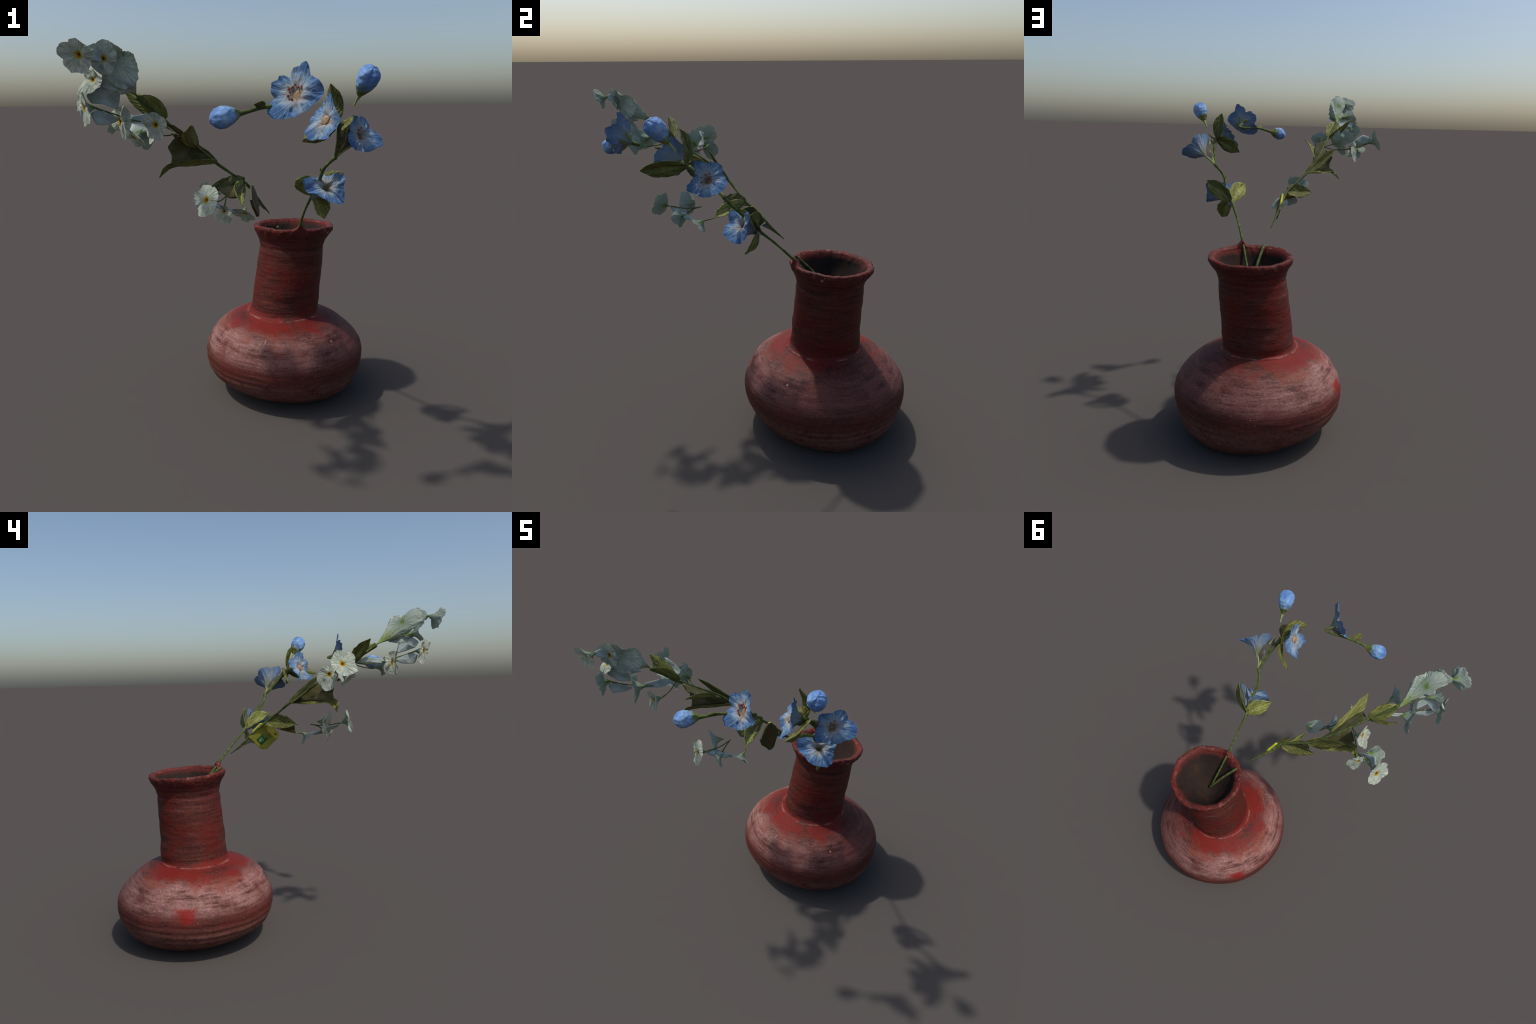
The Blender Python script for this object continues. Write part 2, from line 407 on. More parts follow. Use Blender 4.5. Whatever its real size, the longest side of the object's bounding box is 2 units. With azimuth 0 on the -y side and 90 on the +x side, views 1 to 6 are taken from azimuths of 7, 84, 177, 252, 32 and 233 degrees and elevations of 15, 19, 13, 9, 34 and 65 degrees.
def vase_point(z, r, th, relief):
    """Ring at height z: off-centre foot, leaning neck, tilted wavy mouth, throwing marks."""
    s = min(1.0, max(0.0, (z - 0.473) / 0.556))
    f = max(0.0, 1 - z / 0.15)
    g = math.exp(-((z - 0.42) / 0.07) ** 2)      # shoulder pulled a little to one side
    j = math.exp(-((z - 0.55) / 0.06) ** 2)
    cx = 0.155 + 0.048 * f - 0.013 * z + 0.0615 * s - 0.010 * g
    cy = 0.427 + 0.020 * f - 0.016 * z + 0.029 * s - 0.013 * g + 0.008 * j
    c, sn = math.cos(th), math.sin(th)
    q = (c * r * 3, sn * r * 3, z * 3)
    if relief and r > 0.02:
        d = 0.0045 * fbm((q[0] * 0.8, q[1] * 0.8, q[2] * 1.2))
        d += 0.0013 * fbm((q[0] * 0.9 + 4, q[1] * 0.9, z * 60), 2)                       # fine turning marks
        belly = math.exp(-((z - 0.17) / 0.09) ** 2)
        d += belly * 0.0026 * (math.sin(z * 150 + 1.1 * fbm((q[0] * .6, q[1] * .6, 9)))) * (0.6 + 0.4 * math.sin(th * 2 + 1))
        if z > 0.52:
            d += 0.0030 * fbm((q[0] * 2.4, q[1] * 2.4, z * 15), 3)
        if 0.9 < z < 0.94:
            d -= 0.003 * math.exp(-((z - 0.92) / 0.01) ** 2)
        d += 0.006 * math.exp(-((z - 0.504) / 0.006) ** 2)                                # bead where the neck was luted on
        if z < 0.1:
            d += (0.1 - z) * 0.07 * fbm((c * 3.2, sn * 3.2, 2))
        # dent and lifted crack on the front of the belly
        a = (math.degrees(th) + 103 + 180) % 360 - 180
        d += 0.009 * math.exp(-((a - 1.2 * math.sin(z * 90)) / 0.8) ** 2) * math.exp(-((z - 0.424) / 0.026) ** 2)
        d -= 0.012 * math.exp(-((a - 2) / 9) ** 2) * math.exp(-((z - 0.36) / 0.03) ** 2)
        r += d
    z2 = z + s ** 3 * (-0.047) * r * sn
    toward = 0.80 * c + 0.60 * sn                     # the vase rests on one side of its foot
    z2 += max(0.0, 1 - z / 0.12) ** 1.3 * 0.008 * (1 - toward)
    if z < 0.05:
        r += (0.05 - z) * 0.35 * max(0.0, toward)
    if z > 0.99:
        z2 += (0.004 * fbm((c * 2.5, sn * 2.5, 5)) + 0.0025 * fbm((c * 9, sn * 9, 15), 2)) * min(1, (z - 0.99) / 0.03)
        r += (0.005 * fbm((c * 3, sn * 3, 11), 2) + 0.0035 * fbm((c * 11, sn * 11, z * 30), 2)) * min(1, (z - 0.99) / 0.03)
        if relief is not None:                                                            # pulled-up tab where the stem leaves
            a = (math.degrees(th) + 76.5 + 180) % 360 - 180
            z2 += 0.040 * math.exp(-abs(a / 5.0) ** 1.3) * max(0.0, min(1.0, (z - 1.0) / 0.034)) * (1 if r > 0.2 else 0.45)
    return (cx + c * r - 0.155, cy + sn * r - 0.427, z2)

def build_vase():
    n = 300
    outer = catmull(PROFILE, 12)
    lip = catmull([PROFILE[-1]] + MOUTH, 5)[1:]
    well = catmull([MOUTH[-1]] + WELL, 5)[1:]
    rows = [(z, r, True) for z, r in outer] + [(z, r, True) for z, r in lip] + [(z, max(r, 1e-4), None) for z, r in well]
    base = [(0.0, 0.15, False), (0.0, 1e-4, False)]       # flat underside
    rows = base[::-1] + rows
    P = np.array([[vase_point(max(z, 0.0), r, 2 * math.pi * k / n, rel) for k in range(n)] for z, r, rel in rows])
    P[..., 2] = np.maximum(P[..., 2], 0.0)
    ds = np.gradient(P, axis=0)
    dt = np.roll(P, -1, 1) - np.roll(P, 1, 1)
    N = np.cross(dt, ds)
    L = np.linalg.norm(N, axis=2, keepdims=True)
    N = np.where(L > 1e-12, N / np.maximum(L, 1e-12), (0, 0, 1.0))
    N[0], N[1] = (0, 0, -1), (0, 0, -1)
    zs = [row[0] for row in rows]
    nb = 2 + int(np.argmax(np.array([z for z, r in outer]) > 0.50))
    nr = 2 + int(np.argmax(np.array([z for z, r in outer]) > 0.985))
    ni = 2 + len(outer) + len(lip) - 1
    mat = Matrix.Translation((0.155, 0.427, 0))
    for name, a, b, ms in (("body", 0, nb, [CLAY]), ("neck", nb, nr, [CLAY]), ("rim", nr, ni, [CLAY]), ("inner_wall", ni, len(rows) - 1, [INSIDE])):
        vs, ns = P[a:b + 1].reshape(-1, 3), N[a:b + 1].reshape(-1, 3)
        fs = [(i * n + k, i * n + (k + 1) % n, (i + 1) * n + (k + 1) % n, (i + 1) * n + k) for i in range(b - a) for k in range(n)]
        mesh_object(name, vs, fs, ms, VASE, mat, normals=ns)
build_vase()

# ------------------------------------------------------------------ plant parts
def tube(name, points, radii, mat, parent, sides=10, per=8, knots=0.12, seed=0):
    """Stem along a spline with slightly uneven thickness."""
    C = catmull(points, per)
    R = catmull([(r, 0, 0) for r in radii], per)[:, 0] if len(radii) == len(points) else np.interp(np.linspace(0, 1, len(C)), np.linspace(0, 1, len(radii)), radii)
    T = np.gradient(C, axis=0)
    ref = unit((0.3, 0.8, 0.2))
    vs = []
    for i, (c, t) in enumerate(zip(C, T)):
        t = unit(t)
        a = unit(ref - t * ref.dot(t))
        b = np.cross(t, a)
        ref = a
        for k in range(sides):
            th = 2 * math.pi * k / sides
            r = R[i] * (1 + knots * fbm((c[0] * 40 + math.cos(th), c[1] * 40 + math.sin(th), c[2] * 40 + seed), 2))
            vs.append(c + a * math.cos(th) * r + b * math.sin(th) * r)
    m = len(C)
    vs.append(C[0] - unit(T[0]) * R[0] * 0.5)
    vs.append(C[-1] + unit(T[-1]) * R[-1] * 0.5)
    fs = [(i * sides + k, i * sides + (k + 1) % sides, (i + 1) * sides + (k + 1) % sides, (i + 1) * sides + k) for i in range(m - 1) for k in range(sides)]
    fs += [(m * sides, (k + 1) % sides, k) for k in range(sides)]
    fs += [(m * sides + 1, (m - 1) * sides + k, (m - 1) * sides + (k + 1) % sides) for k in range(sides)]
    o = np.array(points[0], float)
    return mesh_object(name, np.array(vs) - o, fs, [mat], parent, Matrix.Translation(o))

def sheet_normals(P):
    ds, dt = np.gradient(P, axis=0), np.roll(P, -1, 1) - np.roll(P, 1, 1)
    N = np.cross(ds, dt)
    L = np.linalg.norm(N, axis=2, keepdims=True)
    return np.where(L > 1e-12, N / np.maximum(L, 1e-12), (0, 0, 1.0))

def corolla(parent, c, n, r, h, kind, back=None, depth=0.05, throat=0.018, curl=1.6, waist=2.6, lobes=5, seed=0, ruffle=0.05, stamens=0, calyx=None, fill=0.0, notch=0.10, crease=0.10):
    """A five-lobed flower: r, h are rim radius and rim height at even steps of angle round the axis n
    through the centre c.  The outer face runs back to the point `back`, where the flower sits on its stalk."""
    front, rear = {"blue": (BLUE_F, BLUE_B), "white": (WHITE_F, WHITE_B), "plain": (WHITE_PLAIN, WHITE_B)}[kind]
    if kind != "blue":          # soften the rim
        r, h = (0.25 * np.roll(v, 1) + 0.5 * np.asarray(v) + 0.25 * np.roll(v, -1) for v in (np.asarray(r), np.asarray(h)))
    ax, ay, az = frame(n)
    R = float(np.mean(r))
    if back is None:
        bl = np.array((0, 0, -depth)) / R
    else:
        d = np.asarray(back) - np.asarray(c)
        bl = np.array((d @ ax, d @ ay, d @ az)) / R
    nt, nsf = 100, 22
    th = np.arange(nt) / nt * 2 * math.pi
    rr, hh = ring_spline(r, nt) / R, ring_spline(h, nt) / R
    ruf = np.array([fbm((math.cos(t) * 4.5 + seed, math.sin(t) * 4.5, seed * 1.7), 3) for t in th])
    step = nt // lobes
    off = min(range(step), key=lambda o: sum(rr[(o + j * step) % nt] for j in range(lobes)))   # petal borders at the waists of the rim
    lobe = np.abs(np.sin(2.5 * (th - th[off]))) ** 0.7
    rr = rr * (1 + 0.05 * ruf) * (1 + notch * (lobe - 0.62))
    s = np.linspace(0, 1, nsf) ** 0.9
    S, TH = np.meshgrid(s, th, indexing="ij")
    RR, HH, RU = rr[None], hh[None], ruf[None]
    fold = np.array([[fbm((math.cos(t) * (0.8 + 2.6 * q) + seed, math.sin(t) * (0.8 + 2.6 * q), q * 1.2 + seed), 3) for t in th] for q in s])
    Zf = HH * S ** curl - (throat / R) * np.clip(1 - S / 0.42, 0, 1) ** 1.6 + ruffle * 1.4 * fold * S * (1.25 - S) + ruffle * RU * S ** 3 + crease * (lobe[None] - 0.7) * S * (1.15 - 0.5 * S)
    X, Y = np.cos(TH) * RR * S, np.sin(TH) * RR * S
    F = np.stack([X, Y, Zf], -1)
    w = np.clip(1 - S, 0, 1) ** waist + fill * S * (1 - S) * 2
    thick = 0.0045 / R
    front0 = -(throat / R)
    Bk = F.copy()
    Bk[..., 0] += w * bl[0]
    Bk[..., 1] += w * bl[1]
    Bk[..., 2] += w * (bl[2] - 0.0) - thick * (1 - S ** 8)
    # never let the rear sheet cross the face
    Bk[..., 2] = np.minimum(Bk[..., 2], F[..., 2] - thick * 0.6 * (1 - S ** 8) - 1e-4)
    NF, NB = sheet_normals(F), -sheet_normals(Bk)
    NF[0], NB[0] = (0, 0, 1), unit(bl)
    mat = place(c, ax, ay, az, R)
    k0 = int(np.argmin(np.abs(s - 0.3)))
    def patch(name, rows, cols, par, rim):
        vs, ns, fs, sl = [], [], [], []
        m = len(cols)
        for G, GN in ((F, NF), (Bk, NB)):
            for i in rows:
                for k in cols:
                    vs.append(G[i, k % nt]); ns.append(GN[i, k % nt])
        half = len(rows) * m
        for i in range(len(rows) - 1):
            for k in range(m - 1):
                a, b = i * m + k, (i + 1) * m + k
                fs.append((a, b, b + 1, a + 1)); sl.append(0)
                fs.append((half + a, half + a + 1, half + b + 1, half + b)); sl.append(1)
        if rim:
            i = (len(rows) - 1) * m
            for k in range(m - 1):
                fs.append((i + k, half + i + k, half + i + k + 1, i + k + 1)); sl.append(0)
        return mesh_object(name, vs, fs, [front, rear], par, mat, sl, ns)
    flower = patch("flower", range(0, k0 + 1), range(0, nt + 1), parent, False)
    for j in range(lobes):
        a = off + j * step
        patch("petal", range(k0, nsf), range(a, a + step + 1), flower, True)
    C = np.asarray(c, float)
    if stamens:
        for j in range(stamens):
            a = 0.6 + 3.9 * j / stamens + 0.12 * math.sin(j * 5.1)
            q = 0.30 + 0.05 * math.sin(j * 2.4)
            p = C + (ax * math.cos(a) * q + ay * math.sin(a) * q) * R + az * 0.002
            ball("stamen", p, 0.0038 + 0.001 * math.sin(j * 3.3), ANTHER, flower, (1, 1, 1.3), az)
        ball("pistil", C - az * throat * 0.9, 0.024, PISTIL, flower, (1, 1, 0.35), az)
    if calyx:
        star(flower, C + (np.asarray(back) - C if back is not None else -az * depth) * 0.82, az, calyx, ax, ay)
    return flower

def ball(name, p, r, mat, parent, squash=(1, 1, 1), axis=(0, 0, 1), seg=12):
    x, y, z = frame(axis)
    vs, fs = [], []
    rings = 8
    for i in range(rings + 1):
        ph = math.pi * i / rings
        for k in range(seg):
            t = 2 * math.pi * k / seg
            vs.append((math.sin(ph) * math.cos(t) * squash[0] * r, math.sin(ph) * math.sin(t) * squash[1] * r, math.cos(ph) * squash[2] * r))
    for i in range(rings):
        for k in range(seg):
            fs.append((i * seg + k, (i + 1) * seg + k, (i + 1) * seg + (k + 1) % seg, i * seg + (k + 1) % seg))
    return mesh_object(name, vs, fs, [mat], parent, place(p, x, y, z))

def star(parent, p, axis, size, ax, ay):
    """Five-pointed calyx hugging the back of a flower."""
    pts = 50
    vs, fs = [], []
    az = unit(axis)
    rows = 7
    for sgn in (0, 1):
        for i in range(rows):
            q = i / (rows - 1)
            for k in range(pts):
                a = 2 * math.pi * k / pts
                lobe = 0.34 + 0.66 * abs(math.cos(2.5 * a)) ** 3.0
                rad = size * q * lobe
                vs.append((math.cos(a) * rad, math.sin(a) * rad, (q * lobe) ** 1.3 * size * 0.45 - (0.003 if sgn else 0)))
    half = rows * pts
    for i in range(rows - 1):
        for k in range(pts):
            a, b, c, d = i * pts + k, i * pts + (k + 1) % pts, (i + 1) * pts + (k + 1) % pts, (i + 1) * pts + k
            fs.append((a, d, c, b)); fs.append((half + a, half + b, half + c, half + d))
    i = (rows - 1) * pts
    for k in range(pts):
        fs.append((i + k, half + i + k, half + i + (k + 1) % pts, i + (k + 1) % pts))
    return mesh_object("calyx", vs, fs, [CALYX], parent, place(p, ax, ay, az))

def leaf(parent, spine, width, normal, mat=LEAF, fold=0.36, droop=0.0, base=0.25, tip=0.9, seed=0, name="leaf", wave=0.06):
    """Leaf blade along a spline; local x runs across (-1..1) and y along (0..1)."""
    nu, nv = 34, 13
    C = catmull(spine, 12)
    L = np.r_[0, np.cumsum(np.linalg.norm(np.diff(C, axis=0), axis=1))]
    u = np.linspace(0, 1, nu)
    S = np.stack([np.interp(u * L[-1], L, C[:, k]) for k in range(3)], 1)
    T = np.gradient(S, axis=0)
    n0 = unit(normal)
    y = unit(C[-1] - C[0])
    x = unit(np.cross(y, n0))
    z = np.cross(x, y)
    length = float(np.linalg.norm(C[-1] - C[0]))
    vs = []
    grid = np.zeros((nu, nv, 3))
    for i in range(nu):
        t = unit(T[i])
        side = unit(np.cross(t, n0))
        up = np.cross(side, t)
        prof = (math.sin(math.pi * min(1, max(0, u[i] * 0.94 + 0.06 * base))) ** 0.62) * (1 - 0.2 * u[i]) * 1.08
        if u[i] > tip:
            prof *= max(0.0, (1 - u[i]) / (1 - tip)) ** 0.5
        prof = max(prof, 0.03)
        for k in range(nv):
            v = 2 * k / (nv - 1) - 1
            edge = 1 + 0.10 * fbm((u[i] * 9, v * 2 + seed, seed), 2) * abs(v)
            off = side * v * prof * width * edge
            lift = fold * width * abs(v) ** 1.3 * prof + wave * width * 2.0 * fbm((u[i] * 3 + seed, v * 1.6, seed * 2.0), 3) - 0.08 * width * math.exp(-(v / 0.12) ** 2)
            grid[i, k] = S[i] + off + up * (lift - droop * u[i] ** 2)
    du, dv = np.gradient(grid, axis=0), np.gradient(grid, axis=1)
    N = np.cross(dv, du)
    N /= np.maximum(np.linalg.norm(N, axis=2, keepdims=True), 1e-9)
    th = 0.0038
    taper = np.ones((nu, nv, 1)); taper[0] = taper[-1] = 0.3; taper[:, 0] = taper[:, -1] = 0.3
    top, bot = grid + N * th / 2 * taper, grid - N * th / 2 * taper
    o = C[0]
    B = np.stack([x * width, y * length, z * width], 1)
    inv = np.linalg.inv(B)
    pts = np.concatenate([top.reshape(-1, 3), bot.reshape(-1, 3)]) - o
    loc = pts @ inv.T
    h = nu * nv
    fs = []
    for i in range(nu - 1):
        for k in range(nv - 1):
            a = i * nv + k
            fs.append((a, a + 1, a + nv + 1, a + nv)); fs.append((h + a, h + a + nv, h + a + nv + 1, h + a + 1))
    for i in range(nu - 1):
        a, b = i * nv, i * nv + nv - 1
        fs.append((a, a + nv, h + a + nv, h + a)); fs.append((b, h + b, h + b + nv, b + nv))
    for k in range(nv - 1):
        a, b = k, (nu - 1) * nv + k
        fs.append((a, h + a, h + a + 1, a + 1)); fs.append((b, b + 1, h + b + 1, h + b))
    m = Matrix.Identity(4)
    for c in range(3):
        for rr in range(3):
            m[rr][c] = B[rr][c]
    for rr in range(3):
        m[rr][3] = o[rr]
    return mesh_object(name, loc, fs, [mat], parent, m)

def membrane(parent, border, mat, thick=0.006, sag=(0, 0, 0), name="membrane", seed=0):
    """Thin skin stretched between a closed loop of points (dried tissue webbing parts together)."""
    B = np.array(border, float)
    k = len(B)
    n = k * 8
    loop = np.stack([ring_spline(B[:, c], n) for c in range(3)], 1) * 0.5 + np.stack([np.interp(np.arange(n) / 8, np.arange(k + 1), np.r_[B[:, c], B[0, c]]) for c in range(3)], 1) * 0.5
    cen = B.mean(0) + np.array(sag)
    nrm = unit(np.sum([np.cross(loop[i] - cen, loop[(i + 1) % n] - cen) for i in range(n)], axis=0))
    rows = 7
    vs = []
    for sgn in (1, -1):
        for i in range(rows):
            q = i / (rows - 1)
            for j in range(n):
                p = cen * (1 - q) + loop[j] * q
                p = p + nrm * 0.006 * fbm((p[0] * 25 + seed, p[1] * 25, p[2] * 25), 2) * (1 - q * 0.5)
                vs.append(p + nrm * sgn * thick / 2 * (1 - 0.6 * q ** 4))
    h = rows * n
    fs = []
    for i in range(rows - 1):
        for j in range(n):
            a, b, c, d = i * n + j, i * n + (j + 1) % n, (i + 1) * n + (j + 1) % n, (i + 1) * n + j
            fs.append((a, d, c, b)); fs.append((h + a, h + b, h + c, h + d))
    i = (rows - 1) * n
    for j in range(n):
        fs.append((i + j, h + i + j, h + i + (j + 1) % n, i + (j + 1) % n))
    return mesh_object(name, np.array(vs) - cen, fs, [mat], parent, Matrix.Translation(cen))

def bud(parent, base, top, width, seed=0, flat=1.0, blunt=False):
    """Closed bud: unit-length egg along local z with overlapping petal folds."""
    base, top = np.array(base, float), np.array(top, float)
    length = float(np.linalg.norm(top - base))
    x, y, z = frame(top - base)
    n, rows = 48, 28
    vs = []
    for i in range(rows + 1):
        q = i / rows
        prof = np.interp(q, [0, .06, .2, .4, .6, .78, .9, .97, 1.0], [.08, .20, .50, .82, .98, 1.0 if blunt else .90, .84 if blunt else .64, .52 if blunt else .34, .02])
        for k in range(n):
            t = 2 * math.pi * k / n
            fold = 1 + 0.08 * (abs(math.sin(1.5 * t + q * 1.2 + seed)) - 0.6) * q + 0.08 * fbm((math.cos(t) * 1.7 + seed, math.sin(t) * 1.7, q * 2.4), 2)
            r = prof * width / length * fold
            vs.append((math.cos(t) * r, math.sin(t) * r * flat, q + 0.03 * fbm((math.cos(t) * 2, math.sin(t) * 2, seed), 1) * q))
    fs = [(i * n + k, i * n + (k + 1) % n, (i + 1) * n + (k + 1) % n, (i + 1) * n + k) for i in range(rows) for k in range(n)]
    fs.append(tuple(range(n))[::-1]); fs.append(tuple(rows * n + k for k in range(n)))
    return mesh_object("bud", vs, fs, [BUD], parent, place(base, x, y, z, length))

# ------------------------------------------------------------------ blue branch
BLUE = empty("blue_flower_branch", (0.202, 0.425, 0.862), "leaning artificial branch with blue trumpet flowers and buds", "flower")

tube("stem", [(0.202, 0.425, 0.862), (0.228, 0.318, 0.975), (0.254, 0.218, 1.087), (0.285, 0.115, 1.195), (0.325, 0.01, 1.295), (0.36, -0.06, 1.375), (0.383, -0.13, 1.447), (0.418, -0.165, 1.49), (0.441, -0.176, 1.513)],
     [0.0065, 0.0065, 0.008, 0.0065, 0.009, 0.010, 0.009, 0.009, 0.012], STEM, BLUE, per=10)
FORK = (0.441, -0.176, 1.513)
tube("stalk", [FORK, (0.478, -0.205, 1.545), (0.515, -0.222, 1.572), (0.536, -0.235, 1.598)], [0.008, 0.007, 0.007, 0.009], STEM_PALE, BLUE)
tube("stalk", [FORK, (0.463, -0.215, 1.555), (0.483, -0.26, 1.60), (0.486, -0.339, 1.679)], [0.008, 0.006, 0.006, 0.006], STEM_PALE, BLUE)
tube("stalk", [FORK, (0.447, -0.225, 1.558), (0.452, -0.279, 1.612), (0.45, -0.35, 1.67), (0.43, -0.385, 1.69)], [0.009, 0.010, 0.011, 0.012, 0.013], STEM, BLUE)
membrane(BLUE, [FORK, (0.478, -0.205, 1.545), (0.530, -0.240, 1.598), (0.508, -0.290, 1.635), (0.487, -0.338, 1.677), (0.45, -0.30, 1.63), (0.447, -0.225, 1.558)], WEB, 0.010, seed=3)

# lower flower with its three bracts
corolla(BLUE, c=(0.404, -0.092, 1.356), n=(0.33, -0.66, 0.68), kind="blue",
        r=[0.089, 0.1, 0.070, 0.060, 0.075, 0.076, 0.093, 0.131, 0.116, 0.1, 0.098, 0.103, 0.116, 0.112, 0.097],
        h=[0.022, 0.044, 0.048, 0.018, -0.008, -0.004, 0.017, 0.022, -0.003, 0.027, 0.022, 0.01, 0.007, -0.018, -0.003],
        back=(0.335, -0.005, 1.300), seed=1, throat=0.045, waist=1.5, ruffle=0.12)
leaf(BLUE, [(0.331, 0.003, 1.300), (0.372, -0.028, 1.25), (0.394, -0.073, 1.188)], 0.047, (0.25, 0.85, 0.1), seed=2, tip=0.7)
leaf(BLUE, [(0.331, 0.003, 1.300), (0.297, -0.06, 1.355), (0.251, -0.14, 1.397)], 0.050, (-0.4, 0.75, 0.45), LEAF_FRESH, seed=3, tip=0.75)
leaf(BLUE, [(0.331, 0.003, 1.302), (0.405, -0.010, 1.365), (0.484, -0.047, 1.424)], 0.047, (0.15, 0.9, 0.2), LEAF, seed=4, tip=0.75)
leaf(BLUE, [(0.365, -0.08, 1.385), (0.373, -0.10, 1.42), (0.368, -0.118, 1.452)], 0.010, (-0.8, 0.3, 0.3), LEAF, seed=5)

# upper right flower
corolla(BLUE, c=(0.556, -0.261, 1.624), n=(0.62, -0.63, 0.48), kind="blue",
        r=[0.121, 0.1, 0.1, 0.088, 0.078, 0.080, 0.100, 0.082, 0.098, 0.112, 0.094, 0.085, 0.088, 0.105, 0.124],
        h=[-0.013, -0.006, -0.003, 0.004, 0.025, 0.036, 0.027, 0.006, -0.002, 0.003, 0.002, -0.005, -0.001, 0.004, 0.002],
        back=(0.522, -0.226, 1.578), seed=11, throat=0.038, waist=1.35, ruffle=0.14, stamens=5)

# middle flower and its bracts
corolla(BLUE, c=(0.388, -0.423, 1.697), n=(-0.72, -0.57, 0.40), kind="blue",
        r=[0.104, 0.088, 0.084, 0.098, 0.100, 0.088, 0.104, 0.113, 0.112, 0.116, 0.110, 0.092, 0.099, 0.113, 0.095],
        h=[0.003, 0.024, 0.026, 0.032, 0.023, 0.006, -0.016, -0.016, 0.002, 0.008, -0.01, -0.004, 0.008, 0.007, -0.007],
        back=(0.43, -0.375, 1.68), seed=21, throat=0.026, waist=1.7, ruffle=0.12)
ball("pistil", (0.391, -0.420, 1.690), 0.024, PISTIL, BLUE, (1, 1, 0.5), (-0.72, -0.57, 0.40))
leaf(BLUE, [(0.435, -0.360, 1.675), (0.424, -0.352, 1.76), (0.408, -0.380, 1.845)], 0.042, (0.5, 0.85, 0.1), LEAF, seed=6, tip=0.78)
leaf(BLUE, [(0.440, -0.355, 1.672), (0.362, -0.310, 1.645), (0.286, -0.293, 1.592)], 0.050, (0.1, 0.85, -0.35), LEAF, seed=7, tip=0.8)
leaf(BLUE, [(0.450, -0.350, 1.670), (0.472, -0.465, 1.672), (0.459, -0.577, 1.655)], 0.050, (0.85, 0.05, -0.45), LEAF, seed=8, tip=0.8)

# floating top bud with its short stalk
tube("stalk", [(0.511, -0.397, 1.752), (0.520, -0.412, 1.772), (0.531, -0.430, 1.793)], [0.0045, 0.005, 0.010], STEM_PALE, BLUE)
bud(BLUE, (0.527, -0.424, 1.786), (0.577, -0.508, 1.903), 0.047, seed=2, blunt=True)

# top flower joined to the left bud
corolla(BLUE, c=(0.274, -0.671, 1.800), n=(-0.40, -0.87, 0.28), kind="blue",
        r=[0.123, 0.108, 0.094, 0.115, 0.094, 0.082, 0.096, 0.103, 0.103, 0.119, 0.119, 0.102, 0.088, 0.086, 0.096],
        h=[0.008, 0.030, 0.015, 0.011, 0.01, -0.001, 0.018, 0.013, 0.01, 0.019, 0.021, 0.007, 0.0, 0.001, -0.004],
        back=(0.285, -0.625, 1.765), seed=31, throat=0.016, waist=2.2, ruffle=0.12, stamens=11, calyx=0.055)
tube("stalk", [(0.283, -0.628, 1.768), (0.296, -0.590, 1.757), (0.262, -0.602, 1.752), (0.205, -0.640, 1.752), (0.146, -0.680, 1.748), (0.083, -0.724, 1.731), (0.055, -0.735, 1.724)],
     [0.012, 0.007, 0.007, 0.007, 0.008, 0.009, 0.014], STEM, BLUE)
leaf(BLUE, [(0.150, -0.680, 1.745), (0.138, -0.715, 1.757), (0.130, -0.744, 1.764)], 0.022, (-0.3, 0.2, 0.9), LEAF, seed=9)
membrane(BLUE, [(0.30, -0.592, 1.757), (0.279, -0.640, 1.775), (0.225, -0.66, 1.755), (0.225, -0.625, 1.75)], WEB, 0.006, seed=4)
bud(BLUE, (0.072, -0.722, 1.730), (-0.040, -0.802, 1.702), 0.045, seed=5)

# ------------------------------------------------------------------ white branch
WHITE = empty("white_flower_branch", (0.082, 0.179, 1.165), "leaning artificial branch with small white yellow-eyed flowers", "flower")
NODE1, NODE2, NODE3 = (-0.025, -0.030, 1.365), (-0.156, -0.128, 1.477), (-0.33, -0.445, 1.70)
tube("stem", [(0.082, 0.179, 1.165), (0.045, 0.105, 1.235), (0.005, 0.03, 1.315), NODE1, (-0.09, -0.08, 1.42), NODE2, (-0.233, -0.233, 1.564), (-0.285, -0.345, 1.635), NODE3, (-0.37, -0.51, 1.755), (-0.399, -0.563, 1.795)],
     [0.003, 0.006, 0.007, 0.008, 0.007, 0.009, 0.008, 0.007, 0.010, 0.011, 0.014], STEM, WHITE, per=8)
tube("stem", [(0.202, 0.430, 0.868), (0.162, 0.339, 0.983), (0.124, 0.241, 1.073)], [0.007, 0.008, 0.009], STEM, WHITE)
membrane(WHITE, [(0.075, 0.165, 1.175), (0.035, 0.085, 1.25), (0.030, 0.055, 1.236), (0.048, 0.105, 1.212)], WEB, 0.005, seed=8)

# leaves from the low joint
leaf(WHITE, [NODE1, (-0.115, -0.10, 1.355), (-0.199, -0.160, 1.348)], 0.046, (-0.55, 0.65, 0.45), LEAF, seed=41, tip=0.92, base=2.0)
leaf(WHITE, [NODE1, (-0.05, -0.13, 1.325), (-0.012, -0.220, 1.280)], 0.042, (0.75, -0.35, 0.45), LEAF_FRESH, seed=42, tip=0.8)
membrane(WHITE, [NODE1, (-0.08, -0.07, 1.41), (-0.092, -0.105, 1.393), (-0.15, -0.15, 1.355), (-0.08, -0.185, 1.305), (-0.02, -0.12, 1.31)], WEB_OLIVE, 0.006, seed=9)
